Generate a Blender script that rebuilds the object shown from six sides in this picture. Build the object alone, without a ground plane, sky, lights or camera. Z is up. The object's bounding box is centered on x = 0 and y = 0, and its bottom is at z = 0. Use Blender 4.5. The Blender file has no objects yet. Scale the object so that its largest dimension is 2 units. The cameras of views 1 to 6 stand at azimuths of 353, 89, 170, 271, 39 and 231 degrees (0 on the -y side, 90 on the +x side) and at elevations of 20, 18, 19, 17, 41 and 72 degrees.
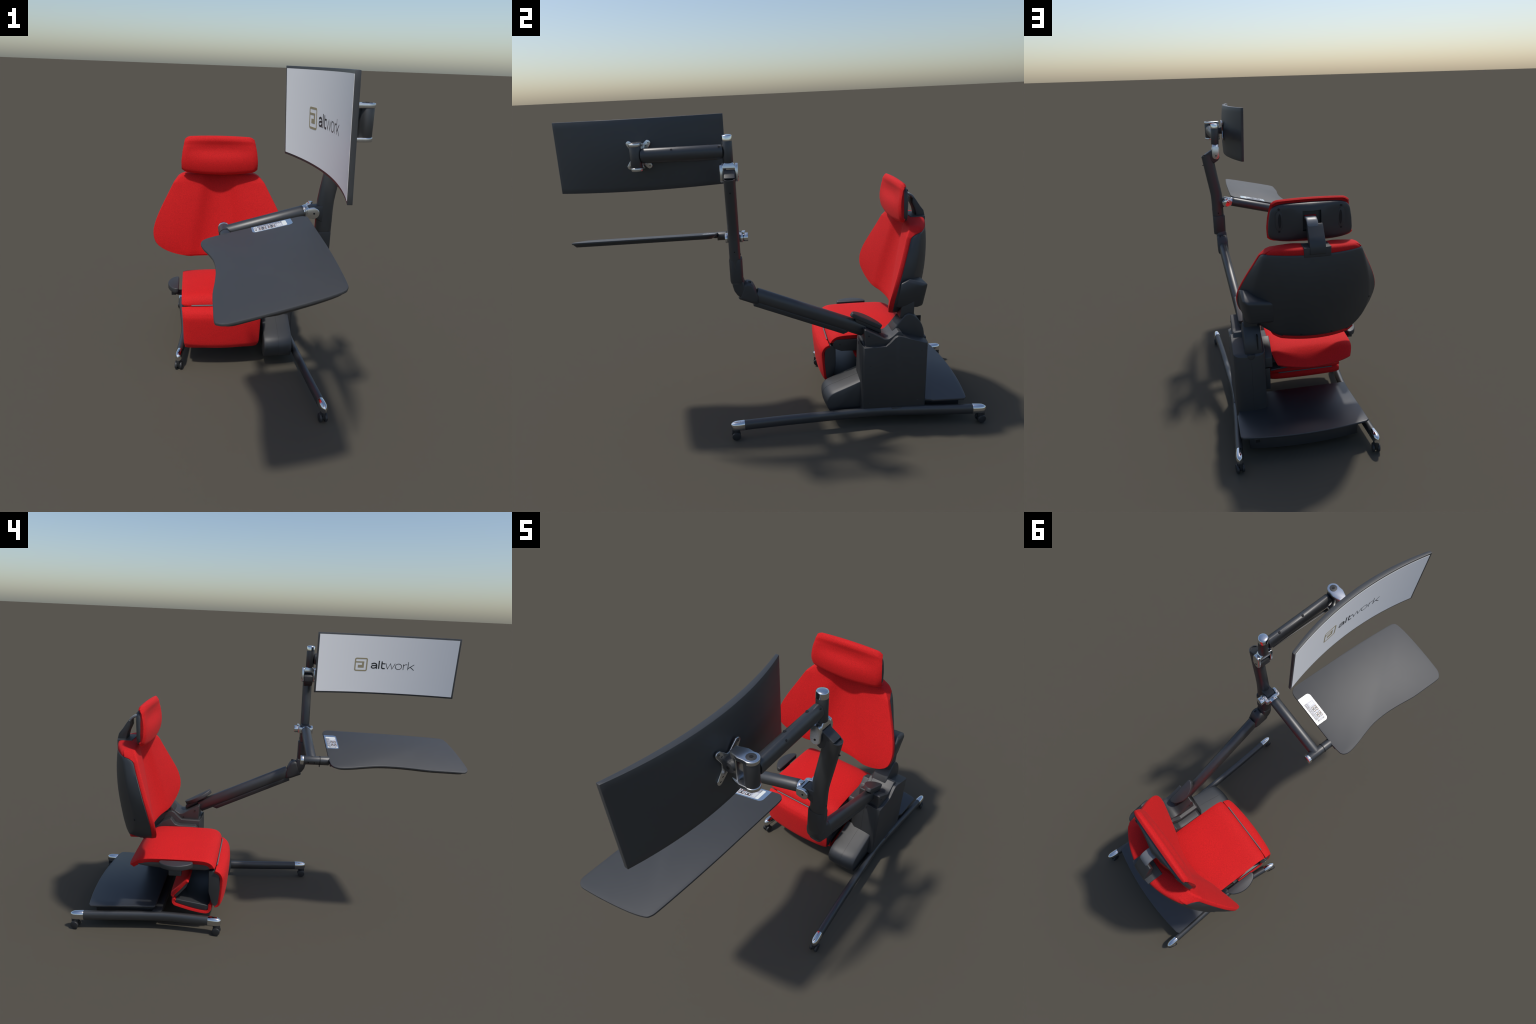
"""Reclining workstation chair: red upholstered recliner on a castored base,
with a side column carrying a folding boom, a curved monitor and a tray."""
import bpy, bmesh, math
import numpy as np
from mathutils import Vector, Matrix

X0 = -0.056                       # symmetry plane of the chair
I = lambda x, t: float(np.interp(x, [a for a, b in t], [b for a, b in t]))

def smooth(table, n=160):
    """Resample a control table as a smooth cubic so that lofted outlines show no facets."""
    x = np.array([a for a, b in table]); y = np.array([b for a, b in table]); m = np.gradient(y, x)
    out = []
    for t in np.linspace(x[0], x[-1], n):
        i = min(len(x) - 2, max(0, int(np.searchsorted(x, t) - 1))); h = x[i + 1] - x[i]; u = (t - x[i]) / h
        out.append((float(t), float((2*u**3 - 3*u**2 + 1) * y[i] + (u**3 - 2*u**2 + u) * h * m[i] + (3*u**2 - 2*u**3) * y[i + 1] + (u**3 - u**2) * h * m[i + 1])))
    return out

# ------------------------------------------------------------------ materials
def new_mat(name):
    m = bpy.data.materials.new(name); m.use_nodes = True
    nt = m.node_tree
    return m, nt, nt.nodes["Principled BSDF"]

def plain(name, col, rough=0.5, metal=0.0, spec=0.5, mottle=0.0, scale=60.0, bump=0.0, coat=0.0):
    m, nt, p = new_mat(name)
    p.inputs["Roughness"].default_value = rough
    p.inputs["Metallic"].default_value = metal
    p.inputs["Specular IOR Level"].default_value = spec
    p.inputs["Coat Weight"].default_value = coat
    p.inputs["Base Color"].default_value = (*col, 1)
    if mottle or bump:
        tc = nt.nodes.new("ShaderNodeTexCoord")
        no = nt.nodes.new("ShaderNodeTexNoise")
        no.inputs["Scale"].default_value = scale
        no.inputs["Detail"].default_value = 4
        nt.links.new(tc.outputs["Object"], no.inputs["Vector"])
        if mottle:
            r = nt.nodes.new("ShaderNodeValToRGB")
            r.color_ramp.elements[0].position = 0.3
            r.color_ramp.elements[1].position = 0.7
            r.color_ramp.elements[0].color = (*[c * (1 - mottle) for c in col], 1)
            r.color_ramp.elements[1].color = (*[min(1, c * (1 + mottle)) for c in col], 1)
            nt.links.new(no.outputs["Fac"], r.inputs["Fac"])
            nt.links.new(r.outputs["Color"], p.inputs["Base Color"])
        if bump:
            b = nt.nodes.new("ShaderNodeBump")
            b.inputs["Strength"].default_value = bump
            b.inputs["Distance"].default_value = 0.001
            nt.links.new(no.outputs["Fac"], b.inputs["Height"])
            nt.links.new(b.outputs["Normal"], p.inputs["Normal"])
    return m

M_PLASTIC = plain("dark_grey_plastic", (0.023, 0.024, 0.026), 0.55, spec=0.85, mottle=0.06, scale=25)
M_SHELL = plain("matte_shell_plastic", (0.022, 0.0235, 0.026), 0.5, spec=0.8, mottle=0.06, scale=25)
M_TUBE = plain("powder_coated_metal", (0.022, 0.0235, 0.026), 0.45, spec=1.0, mottle=0.05, scale=90)
M_BLACK = plain("flat_black", (0.006, 0.006, 0.007), 0.6)  # tube ring, and solid pieces added in place of holes, slots and seams
M_RUBBER = plain("black_rubber", (0.022, 0.023, 0.025), 0.5)
M_CHROME = plain("polished_chrome", (0.78, 0.79, 0.80), 0.12, 1.0)
M_ALU = plain("satin_aluminium", (0.72, 0.73, 0.74), 0.25, 1.0)
M_TRAY = plain("tray_laminate", (0.027, 0.028, 0.030), 0.60, spec=0.95, mottle=0.04, scale=12)
M_DECK = plain("deck_steel", (0.028, 0.030, 0.034), 0.40, spec=0.8, mottle=0.05, scale=20)
M_MON = plain("monitor_housing", (0.032, 0.034, 0.036), 0.5, spec=0.8)
M_SCREEN = plain("screen_white", (0.86, 0.86, 0.86), 0.45, spec=0.4)
M_INK = plain("logo_ink", (0.016, 0.018, 0.021), 0.4)
M_GOLD = plain("logo_gold", (0.36, 0.31, 0.19), 0.4)
M_LABELMETAL = plain("label_foil", (0.80, 0.82, 0.84), 0.20, 1.0)
M_PAPER = plain("label_white", (0.72, 0.74, 0.70), 0.35)
M_PALE = plain("label_pale_grey", (0.46, 0.47, 0.52), 0.35)
M_GREY = plain("label_grey", (0.24, 0.24, 0.26), 0.35)
M_KEY = plain("label_dark", (0.05, 0.05, 0.055), 0.35)
M_DOT = plain("label_orange", (0.55, 0.16, 0.09), 0.35)
M_STRAP = plain("strap_grey", (0.16, 0.165, 0.175), 0.4)
M_SLOT = plain("slot_grey", (0.12, 0.12, 0.125), 0.5)

def fabric():
    m, nt, p = new_mat("red_wool_fabric")
    tc = nt.nodes.new("ShaderNodeTexCoord")
    n1 = nt.nodes.new("ShaderNodeTexNoise"); n1.inputs["Scale"].default_value = 280; n1.inputs["Detail"].default_value = 3
    n2 = nt.nodes.new("ShaderNodeTexNoise"); n2.inputs["Scale"].default_value = 14; n2.inputs["Detail"].default_value = 2
    for n in (n1, n2): nt.links.new(tc.outputs["Object"], n.inputs["Vector"])
    mx = nt.nodes.new("ShaderNodeMath"); mx.operation = "MULTIPLY_ADD"
    nt.links.new(n2.outputs["Fac"], mx.inputs[0]); mx.inputs[1].default_value = 0.10
    nt.links.new(n1.outputs["Fac"], mx.inputs[2])
    r = nt.nodes.new("ShaderNodeValToRGB")
    r.color_ramp.elements[0].position = 0.30; r.color_ramp.elements[0].color = (0.46, 0.007, 0.008, 1)
    r.color_ramp.elements[1].position = 0.80; r.color_ramp.elements[1].color = (0.68, 0.011, 0.012, 1)
    nt.links.new(mx.outputs[0], r.inputs["Fac"])
    nt.links.new(r.outputs["Color"], p.inputs["Base Color"])
    p.inputs["Roughness"].default_value = 0.8
    p.inputs["Specular IOR Level"].default_value = 0.25
    p.inputs["Sheen Weight"].default_value = 0.03
    p.inputs["Sheen Roughness"].default_value = 0.5
    p.inputs["Sheen Tint"].default_value = (1, 0.5, 0.5, 1)
    b = nt.nodes.new("ShaderNodeBump"); b.inputs["Strength"].default_value = 0.25; b.inputs["Distance"].default_value = 0.0008
    nt.links.new(n1.outputs["Fac"], b.inputs["Height"]); nt.links.new(b.outputs["Normal"], p.inputs["Normal"])
    return m
M_RED = fabric()

# ------------------------------------------------------------------ mesh tools
root = bpy.data.objects.new("reclining_workstation_chair", None)
bpy.context.scene.collection.objects.link(root)
root["label"] = "red reclining chair with boom-mounted curved monitor and tray"
root["category"] = "office chair"

def finish(me, name, mat, parent=None, bevel=0.0, seg=3, angle=35, solid=None, bangle=None):
    ob = bpy.data.objects.new(name, me)
    bpy.context.scene.collection.objects.link(ob)
    if me.materials: me.materials.clear()
    me.materials.append(mat)
    if solid:
        s = ob.modifiers.new("s", "SOLIDIFY"); s.thickness = solid[0]; s.offset = solid[1]
        s.use_even_offset = False
    if bevel:
        b = ob.modifiers.new("b", "BEVEL"); b.width = bevel; b.segments = seg
        b.limit_method = "ANGLE"; b.angle_limit = math.radians(bangle or 35)
    if solid or bevel:
        dg = bpy.context.evaluated_depsgraph_get()
        new = bpy.data.meshes.new_from_object(ob.evaluated_get(dg))
        ob.modifiers.clear(); ob.data = new; bpy.data.meshes.remove(me); me = new
    me.name = name
    me.polygons.foreach_set("use_smooth", [True] * len(me.polygons))
    me.set_sharp_from_angle(angle=math.radians(angle))
    ob.parent = parent or root
    return ob

def raw(verts, faces):
    me = bpy.data.meshes.new("m")
    me.from_pydata([tuple(v) for v in verts], [], faces)
    bm = bmesh.new(); bm.from_mesh(me)
    bmesh.ops.remove_doubles(bm, verts=bm.verts, dist=1e-6)
    bmesh.ops.recalc_face_normals(bm, faces=bm.faces)
    bm.to_mesh(me); bm.free(); me.update()
    return me

def prism(name, prof, a, b, mat, parent=None, bevel=0.004, axis="x", seg=3, angle=35):
    """Extrude a closed profile. axis x: profile (y,z); axis y: (x,z); axis z: (x,y)."""
    def pt(p, t):
        return {"x": (t, p[0], p[1]), "y": (p[0], t, p[1]), "z": (p[0], p[1], t)}[axis]
    n = len(prof)
    v = [pt(p, a) for p in prof] + [pt(p, b) for p in prof]
    f = [tuple(range(n)), tuple(range(n, 2 * n))] + [(i, (i + 1) % n, n + (i + 1) % n, n + i) for i in range(n)]
    return finish(raw(v, f), name, mat, parent, bevel, seg, angle)

def box(name, lo, hi, mat, parent=None, bevel=0.003, seg=2):
    return prism(name, [(lo[1], lo[2]), (hi[1], lo[2]), (hi[1], hi[2]), (lo[1], hi[2])], lo[0], hi[0], mat, parent, bevel, seg=seg)

def hull(name, pts, mat, parent=None, bevel=0.006, seg=3, angle=35):
    bm = bmesh.new()
    for p in pts: bm.verts.new(p)
    r = bmesh.ops.convex_hull(bm, input=bm.verts)
    junk = [g for g in r["geom_interior"] + r["geom_unused"] if isinstance(g, bmesh.types.BMVert)]
    bmesh.ops.delete(bm, geom=list(set(junk)), context="VERTS")
    bmesh.ops.dissolve_limit(bm, angle_limit=math.radians(4), verts=bm.verts, edges=bm.edges)
    me = bpy.data.meshes.new("m"); bm.to_mesh(me); bm.free()
    return finish(me, name, mat, parent, bevel, seg, angle)

def pillow(name, prof, a, b, mat, parent=None, amount=0.4, n=13, power=3.0):
    """Prism along x whose ends are rounded over, slice by slice."""
    cy = sum(p[0] for p in prof) / len(prof); cz = sum(p[1] for p in prof) / len(prof); rings = []
    for i in range(n):
        t = math.sin(math.pi * (i / (n - 1) - 0.5))
        k = 1 - amount * (1 - (1 - abs(t) ** power) ** 0.5)
        rings.append([Vector(((a + b) / 2 + (b - a) / 2 * t, cy + (y - cy) * k, cz + (z - cz) * k)) for y, z in prof])
    return loft(name, rings, mat, parent, 0, 35)

def frame(d, up=(0, 0, 1)):
    d = Vector(d).normalized(); up = Vector(up)
    s = d.cross(up)
    if s.length < 1e-4: s = d.cross(Vector((0, 1, 0)))
    s.normalize()
    return d, s, s.cross(d)

def loft(name, rings, mat, parent=None, bevel=0.0, angle=40, caps=True, closed=True, seg=2):
    n = len(rings[0]); v = [p for r in rings for p in r]; f = []
    for i in range(len(rings) - 1):
        for j in range(n if closed else n - 1):
            k = (j + 1) % n
            f.append((i * n + j, i * n + k, (i + 1) * n + k, (i + 1) * n + j))
    if caps:
        f.append(tuple(range(n))); f.append(tuple(range((len(rings) - 1) * n, len(rings) * n)))
    return finish(raw(v, f), name, mat, parent, bevel, seg, angle, bangle=50)

def ring(c, d, w, h, up=(0, 0, 1), n=32, power=2.0):
    _, s, u = frame(d, up); c = Vector(c); out = []
    for i in range(n):
        a = 2 * math.pi * i / n
        ca, sa = math.cos(a), math.sin(a)
        out.append(c + s * (w / 2 * math.copysign(abs(ca) ** (2 / power), ca)) + u * (h / 2 * math.copysign(abs(sa) ** (2 / power), sa)))
    return out

def sweep(name, path, w, h, mat, parent=None, up=(0, 0, 1), power=2.0, n=32, bevel=0.003):
    P = [Vector(p) for p in path]; rings = []
    for i, p in enumerate(P):
        d = (P[min(i + 1, len(P) - 1)] - P[max(i - 1, 0)])
        rings.append(ring(p, d, w, h, up, n, power))
    return loft(name, rings, mat, parent, bevel)

def cyl(name, a, b, r, mat, parent=None, bevel=0.002, n=40, r2=None):
    d = Vector(b) - Vector(a)
    return loft(name, [ring(a, d, 2 * r, 2 * r, n=n), ring(b, d, 2 * (r2 or r), 2 * (r2 or r), n=n)], mat, parent, bevel)

def spline(pts, per=8):
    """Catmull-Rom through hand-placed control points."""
    P = [Vector(p) for p in pts]; P = [2 * P[0] - P[1]] + P + [2 * P[-1] - P[-2]]; out = []
    for i in range(1, len(P) - 2):
        for k in range(per):
            t = k / per; a, b, c, d = P[i - 1:i + 3]
            out.append(0.5 * (2 * b + (c - a) * t + (2 * a - 5 * b + 4 * c - d) * t * t + (3 * b - a - 3 * c + d) * t ** 3))
    return out + [P[-2]]

def grid(name, rows, mat, parent=None, solid=None, bevel=0.0, angle=50, seg=3):
    n = len(rows[0]); v = [p for r in rows for p in r]
    f = [(i * n + j, i * n + j + 1, (i + 1) * n + j + 1, (i + 1) * n + j) for i in range(len(rows) - 1) for j in range(n - 1)]
    me = bpy.data.meshes.new("m"); me.from_pydata([tuple(p) for p in v], [], f); me.update()
    return finish(me, name, mat, parent, bevel, seg, angle, solid, bangle=50)

def cut(ob, cutter):
    m = ob.modifiers.new("c", "BOOLEAN"); m.object = cutter; m.operation = "DIFFERENCE"; m.solver = "EXACT"
    dg = bpy.context.evaluated_depsgraph_get()
    me = bpy.data.meshes.new_from_object(ob.evaluated_get(dg)); ob.modifiers.clear()
    me.name = ob.data.name + "_cut"; ob.data = me
    me.polygons.foreach_set("use_smooth", [True] * len(me.polygons)); me.set_sharp_from_angle(angle=math.radians(40))
    bpy.data.objects.remove(cutter, do_unlink=True)

def hole_disc(c, d, r, parent, name="screw_hole_disc", depth=0.0012):  # shallow black disc added in place of a drilled hole
    d = Vector(d).normalized(); c = Vector(c)
    return cyl(name, c - d * 0.004, c + d * depth, r, M_BLACK, parent, 0, 16)

# ------------------------------------------------------------------ castored base
RAILS = {
    "right": [(0.3655, 0.932), (0.3585, 0.82), (0.3520, 0.73), (0.3460, 0.62), (0.3415, 0.53), (0.3395, 0.46), (0.3430, 0.37), (0.3505, 0.27), (0.3580, 0.16), (0.3700, -0.01), (0.3870, -0.205)],
    "left": [(-0.283, 0.932), (-0.272, 0.78), (-0.263, 0.65), (-0.258, 0.53), (-0.262, 0.44), (-0.2695, 0.36), (-0.279, 0.280)],
}
RZ = 0.0730
wheel_mesh = None
def end_cap(p, d, parent):
    d = Vector((d[0], d[1], 0)).normalized(); p = Vector((p[0], p[1], RZ))
    prof = [(0.0, 1.0, 1.0, 0.0), (0.002, 1.06, 1.03, 0.0), (0.03, 1.05, 1.0, 0.0), (0.046, 1.0, 0.97, 0.0), (0.056, 0.84, 0.88, -0.001), (0.0635, 0.58, 0.72, -0.001), (0.068, 0.26, 0.42, 0.001), (0.0695, 0.03, 0.05, 0.002)]
    rings = [ring(p + d * t + Vector((0, 0, dz)), d, 0.036 * w, 0.051 * h, power=2.3) for t, w, h, dz in prof]
    return loft("rail_end_cap", rings, M_CHROME, parent, 0, 50)

def caster(p, d, twist):
    global wheel_mesh
    d = Vector((d[0], d[1], 0)).normalized(); ang = math.atan2(d.y, d.x) + twist
    c = Vector((p[0], p[1], 0)) + d * 0.0445
    prof = [(-0.019, 0.058), (0.019, 0.058), (0.020, 0.032), (0.013, 0.014), (-0.006, 0.010), (-0.017, 0.024)]
    fork = prism("caster", prof, -0.0058, 0.0058, M_RUBBER, None, 0.002)
    stem = cyl("caster_stem", (0, 0, 0.040), (0, 0, 0.060), 0.015, M_RUBBER, fork, 0)
    for sx in (-1, 1):
        if wheel_mesh is None:
            w = cyl("caster_wheel", (-0.0066, 0, 0), (0.0066, 0, 0), 0.0215, M_RUBBER, fork, 0.0045, 36)
            wheel_mesh = w.data
        else:
            w = bpy.data.objects.new("caster_wheel", wheel_mesh)
            bpy.context.scene.collection.objects.link(w); w.parent = fork
        w.location = (sx * 0.0125, 0, 0.0215)
    fork.location = c
    fork.rotation_euler = (0, 0, ang - math.pi / 2)

for side, pts in RAILS.items():
    path = spline([(x, y, RZ) for x, y in pts], 5)
    rail = sweep("base_rail", path, 0.036, 0.051, M_TUBE, power=2.3, bevel=0)
    for end, nxt, tw in ((pts[0], pts[1], 0.25), (pts[-1], pts[-2], 0.0)):
        d = (end[0] - nxt[0], end[1] - nxt[1])
        end_cap(end, d, rail)
        caster(end, d, tw if side == "right" else -tw)

deck = [(0.335, 0.690), (0.344, 0.728), (0.350, 0.735), (0.351, 0.895), (0.340, 0.907)]
for k in range(1, 12):
    t = k / 12; x = 0.34 + (-0.262 - 0.34) * t
    deck.append((x, 0.908 + 0.027 * (1 - (2 * t - 1) ** 2)))
deck += [(-0.262, 0.908), (-0.275, 0.898), (-0.252, 0.570), (-0.245, 0.563), (0.30, 0.561), (0.335, 0.60)]
base = prism("base_plate", deck, 0.117, 0.128, M_DECK, None, 0.003, axis="z")
und = [(0.310, 0.58), (0.310, 0.884)] + [(0.31 - 0.535 * k / 10, 0.884 + 0.024 * (1 - (2 * k / 10 - 1) ** 2)) for k in range(1, 10)] + [(-0.225, 0.884), (-0.225, 0.58)]
prism("power_supply_box", und, 0.042, 0.1165, M_SHELL, base, 0.003, axis="z")
box("power_socket", (0.256, 0.888, 0.076), (0.288, 0.8935, 0.100), M_PLASTIC, base, 0.001)
box("socket_opening_plate", (0.261, 0.890, 0.080), (0.282, 0.8945, 0.095), M_BLACK, base, 0)  # solid black plate set into the socket, no real opening
box("cross_beam", (-0.255, 0.53, 0.062), (0.355, 0.58, 0.100), M_SHELL, base, 0.004)

# ------------------------------------------------------------------ column and motor housing
def column_body(x_lo, x_hi):
    """Stations along y; the front corner is chamfered, more at the top than at the foot."""
    st = [(0.377, 0.047, 0.008, 0.452), (0.384, 0.024, 0.002, 0.440), (0.392, 0.0, 0.0, 0.434), (0.497, 0, 0, 0.437), (0.515, 0, 0, 0.452), (0.540, 0, 0, 0.480), (0.553, 0, 0, 0.487), (0.570, 0, 0, 0.485), (0.682, 0, 0, 0.448), (0.692, 0.0015, 0.0, 0.445), (0.700, 0.010, 0.006, 0.440), (0.7065, 0.028, 0.024, 0.436), (0.709, 0.055, 0.050, 0.435)]
    v, f = [], []
    for y, ct, cb, zt in st:
        cb2 = cb if y > 0.377 else 0.010
        for c, z in ((ct, zt), (cb2, 0.095)):
            a, b = x_lo + c, x_hi - c
            yb = y
            v += [(a, yb, z), (b, yb, z)]
    n = len(st)
    for i in range(n - 1):
        a, b = 4 * i, 4 * i + 4
        f += [(a, a + 1, b + 1, b), (a + 2, b + 2, b + 3, a + 3), (a, b, b + 2, a + 2), (a + 1, a + 3, b + 3, b + 1)]
    f += [(0, 2, 3, 1), (4 * n - 4, 4 * n - 3, 4 * n - 1, 4 * n - 2)]
    return finish(raw(v, f), "side_column", M_PLASTIC, None, 0.004, 3, 35)

column = column_body(0.193, 0.348)
box("column_seam_strip", (0.2617, 0.69, 0.13), (0.2623, 0.7094, 0.40), M_BLACK, column, 0)  # thin black strips added slightly proud in place of a seam groove
box("column_seam_strip", (0.2617, 0.3766, 0.25), (0.2623, 0.39, 0.41), M_BLACK, column, 0)
def half_disc(r, n=16): return [(r * math.cos(math.pi + math.pi * k / n), r * 1.35 * math.sin(math.pi + math.pi * k / n)) for k in range(n + 1)]
prism("column_tongue", [(0.262 + a, 0.443 + b) for a, b in half_disc(0.019)], 0.700, 0.7103, M_PLASTIC, column, 0.001, axis="y")
prism("column_tongue", [(0.262 + a, 0.440 + b) for a, b in half_disc(0.019)], 0.3755, 0.385, M_PLASTIC, column, 0.001, axis="y")
for y, z in ((0.42, 0.335), (0.42, 0.125), (0.672, 0.405), (0.66, 0.13)):
    cyl("column_screw", (0.345, y, z), (0.3488, y, z), 0.004, M_PLASTIC, column, 0.0005, 16)

block_prof = [(0.402, 0.40), (0.394, 0.518), (0.400, 0.522), (0.470, 0.482), (0.492, 0.4675), (0.512, 0.468), (0.530, 0.480), (0.556, 0.505), (0.572, 0.503), (0.60, 0.45), (0.60, 0.40)]
pivot = prism("arm_pivot_block", block_prof, 0.212, 0.332, M_PLASTIC, None, 0.005)
for p in ((0.211, 0.420, 0.490), (0.211, 0.487, 0.447)): hole_disc(p, (-1, 0, 0), 0.004, pivot)
hole_disc((0.333, 0.415, 0.488), (1, 0, 0), 0.0035, pivot)

arc = [(0.572 + 0.125 * math.cos(a), 0.455 + 0.135 * math.sin(a)) for a in np.linspace(math.radians(68), 0, 9)]
hinge = prism("back_hinge", [(0.535, 0.42), (0.538, 0.489), (0.600, 0.572)] + arc + [(0.695, 0.42)], 0.206, 0.2915, M_PLASTIC, None, 0.006)
box("hinge_slot_plate", (0.224, 0.640, 0.452), (0.2295, 0.6965, 0.535), M_BLACK, hinge, 0)  # solid black box added where the slot would be cut
hull("back_link", [(x, y, z) for x in (0.216, 0.284) for y, z in ((0.575, 0.55), (0.645, 0.55), (0.586, 0.64), (0.646, 0.64))], M_PLASTIC, hinge, 0.006)
hole_disc((0.205, 0.566, 0.497), (-1, 0, 0), 0.005, hinge)

side_mount = prism("seat_mount", [(0.662, 0.334), (0.657, 0.386), (0.600, 0.438), (0.553, 0.457), (0.530, 0.424), (0.505, 0.415), (0.41, 0.415), (0.40, 0.40), (0.40, 0.334)], 0.152, 0.1925, M_PLASTIC, None, 0.004)
box("seat_mount_guide", (0.165, 0.56, 0.204), (0.194, 0.655, 0.326), M_SHELL, side_mount, 0.003)

foot = [(0.39, 0.062), (0.39, 0.243), (0.36, 0.229), (0.30, 0.202), (0.250, 0.180), (0.228, 0.165), (0.214, 0.142), (0.212, 0.118), (0.220, 0.088), (0.234, 0.064), (0.25, 0.060)]
def housing_ring(x, shrink=0.0):
    """Housing slice: the nose bulges forward in the middle."""
    k = 1 - ((x - 0.246) / 0.076) ** 2
    out = []
    for y, z in foot:
        y2 = 0.39 - (0.39 - y) * (1 + 0.06 * max(0, k) + 0.045 * (0.322 - x) / 0.15)
        cz = 0.145; cyy = 0.31
        out.append(Vector((x, cyy + (y2 - cyy) * (1 - shrink * 0.9) if y < 0.38 else y2, cz + (z + 0.005 * k - cz) * (1 - shrink))))
    return out
foot = [(p.x, p.y) for p in spline([(a, b, 0) for a, b in foot[1:]], 3)] + [(0.39, 0.060)]
fh = loft("motor_housing", [housing_ring(x, k) for x, k in ((0.170, 0.05), (0.1715, 0.02), (0.175, 0.0), (0.195, 0.0), (0.22, 0.0), (0.246, 0.0), (0.272, 0.0), (0.297, 0.0), (0.317, 0.0), (0.3205, 0.02), (0.322, 0.05))], M_PLASTIC, None, 0, 40)
seam_path = housing_ring(0.248)[:-4]
sweep("housing_seam_strip", seam_path, 0.0008, 0.0008, M_BLACK, fh, n=6, bevel=0)  # black thread laid on the surface, housing itself is not split

# ------------------------------------------------------------------ seat, leg rest, foot rest
NS = 33
S = [2 * k / (NS - 1) - 1 for k in range(NS)]
def slab(name, path, half, crown, thick, mat=M_RED, tail=None, parent=None, bevel=0.007, rim=0.005, per=6, off=-1, shift=0.0):
    """Upholstered sheet: a side profile swept across the chair with a soft crown."""
    rows = []
    pts = spline([(p[0], p[1], 0) for p in path], per)
    L = len(pts)
    for i, p in enumerate(pts):
        d = pts[min(i + 1, L - 1)] - pts[max(i - 1, 0)]
        nrm = Vector((d.y, -d.x, 0)).normalized()          # outward for the order used below
        hw = half(i / (L - 1)); row = []
        for s in S:
            k = (crown(i / (L - 1)) if callable(crown) else crown) * (1 - s * s) - rim * abs(s) ** 14
            y, z = p.x + nrm.x * k, p.y + nrm.y * k
            h = s * hw
            if tail: y, z = tail(y, z, h, i / (L - 1))
            row.append(Vector((X0 + h, y, z)))
        rows.append(row)
    for r in rows:
        for v in r: v.y += shift
    return grid(name, rows, mat, parent, (thick, off), bevel)

def seat_tail(y, z, h, t):
    """The rear edge hangs lower in the middle than at the sides."""
    k = max(0.0, 1 - t / 0.22) ** 1.3 * (1 - (h / 0.205) ** 2)
    return y + 0.014 * k, z - 0.039 * k
seat_path = [(0.690, 0.371), (0.668, 0.386), (0.640, 0.403), (0.60, 0.412), (0.54, 0.4145), (0.46, 0.415), (0.38, 0.414), (0.32, 0.412), (0.285, 0.405), (0.263, 0.390), (0.252, 0.372), (0.2505, 0.362)]
seat = slab("seat_cushion", seat_path, lambda t: 0.2075 - 0.010 * max(0, t - 0.9) * 10 - 0.020 * max(0, 1 - t / 0.2) ** 1.5, lambda t: 0.008 * min(1, (1 - t) / 0.2), 0.024, tail=seat_tail, off=1)
pan = [(0.272, 0.362), (0.276, 0.372), (0.300, 0.386), (0.33, 0.391), (0.60, 0.391), (0.635, 0.384), (0.652, 0.370), (0.610, 0.362), (0.5, 0.352), (0.30, 0.352)]
prism("seat_shell", pan, X0 - 0.200, X0 + 0.200, M_SHELL, seat, 0.005)
prism("seat_bracket", [(0.268, 0.356), (0.272, 0.343), (0.285, 0.332), (0.312, 0.319), (0.42, 0.319), (0.62, 0.334), (0.62, 0.38), (0.29, 0.386), (0.272, 0.372)], 0.128, 0.1515, M_PLASTIC, seat, 0.003)
hole_disc((0.152, 0.305, 0.358), (1, 0, 0), 0.0025, seat)
sl = cyl("slot_trim", (-0.213, 0.2445, 0.3665), (0.102, 0.2445, 0.3665), 0.0034, M_SLOT, seat, 0, 12)
hull("under_seat_tray", [(x, y, z + d) for x in (-0.10, 0.160) for y, z in ((0.50, 0.338), (0.640 if x > 0 else 0.60, 0.298)) for d in (0, 0.008)], M_DECK, seat, 0.002)

leg_path = [(0.2505, 0.362), (0.237, 0.355), (0.2235, 0.343), (0.2130, 0.324), (0.2090, 0.300), (0.2135, 0.235), (0.220, 0.172), (0.225, 0.152), (0.236, 0.137), (0.252, 0.131)]
legr = slab("leg_rest", leg_path, lambda t: 0.2085 - 0.014 * t, lambda t: 0.015 * min(1, t / 0.3), 0.016, off=1, shift=-0.003)
lp = [(0.228, 0.318), (0.236, 0.336), (0.252, 0.348), (0.284, 0.348), (0.284, 0.23), (0.268, 0.165), (0.254, 0.146), (0.242, 0.150), (0.234, 0.166), (0.2245, 0.25)]
prism("leg_rest_back", lp, X0 - 0.198, X0 + 0.198, M_SHELL, legr, 0.003)

foot_path = [(0.265, 0.150), (0.266, 0.128), (0.272, 0.107), (0.288, 0.0955), (0.316, 0.095), (0.376, 0.107), (0.450, 0.129), (0.470, 0.139), (0.479, 0.156), (0.476, 0.172), (0.464, 0.181)]
footr = slab("foot_rest", foot_path, lambda t: 0.195, 0.004, 0.014, off=1)
prism("foot_rest_pad", [(0.277, 0.140), (0.282, 0.122), (0.296, 0.112), (0.320, 0.111), (0.455, 0.148), (0.462, 0.160), (0.455, 0.172), (0.30, 0.145)], X0 - 0.188, X0 + 0.188, M_SHELL, footr, 0.003)
calf_path = [(0.464, 0.184), (0.480, 0.186), (0.484, 0.196), (0.472, 0.212), (0.440, 0.247), (0.414, 0.278), (0.398, 0.288), (0.386, 0.280)]
calf = slab("calf_panel", calf_path, lambda t: 0.195, 0.002, 0.013, off=1)
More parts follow.
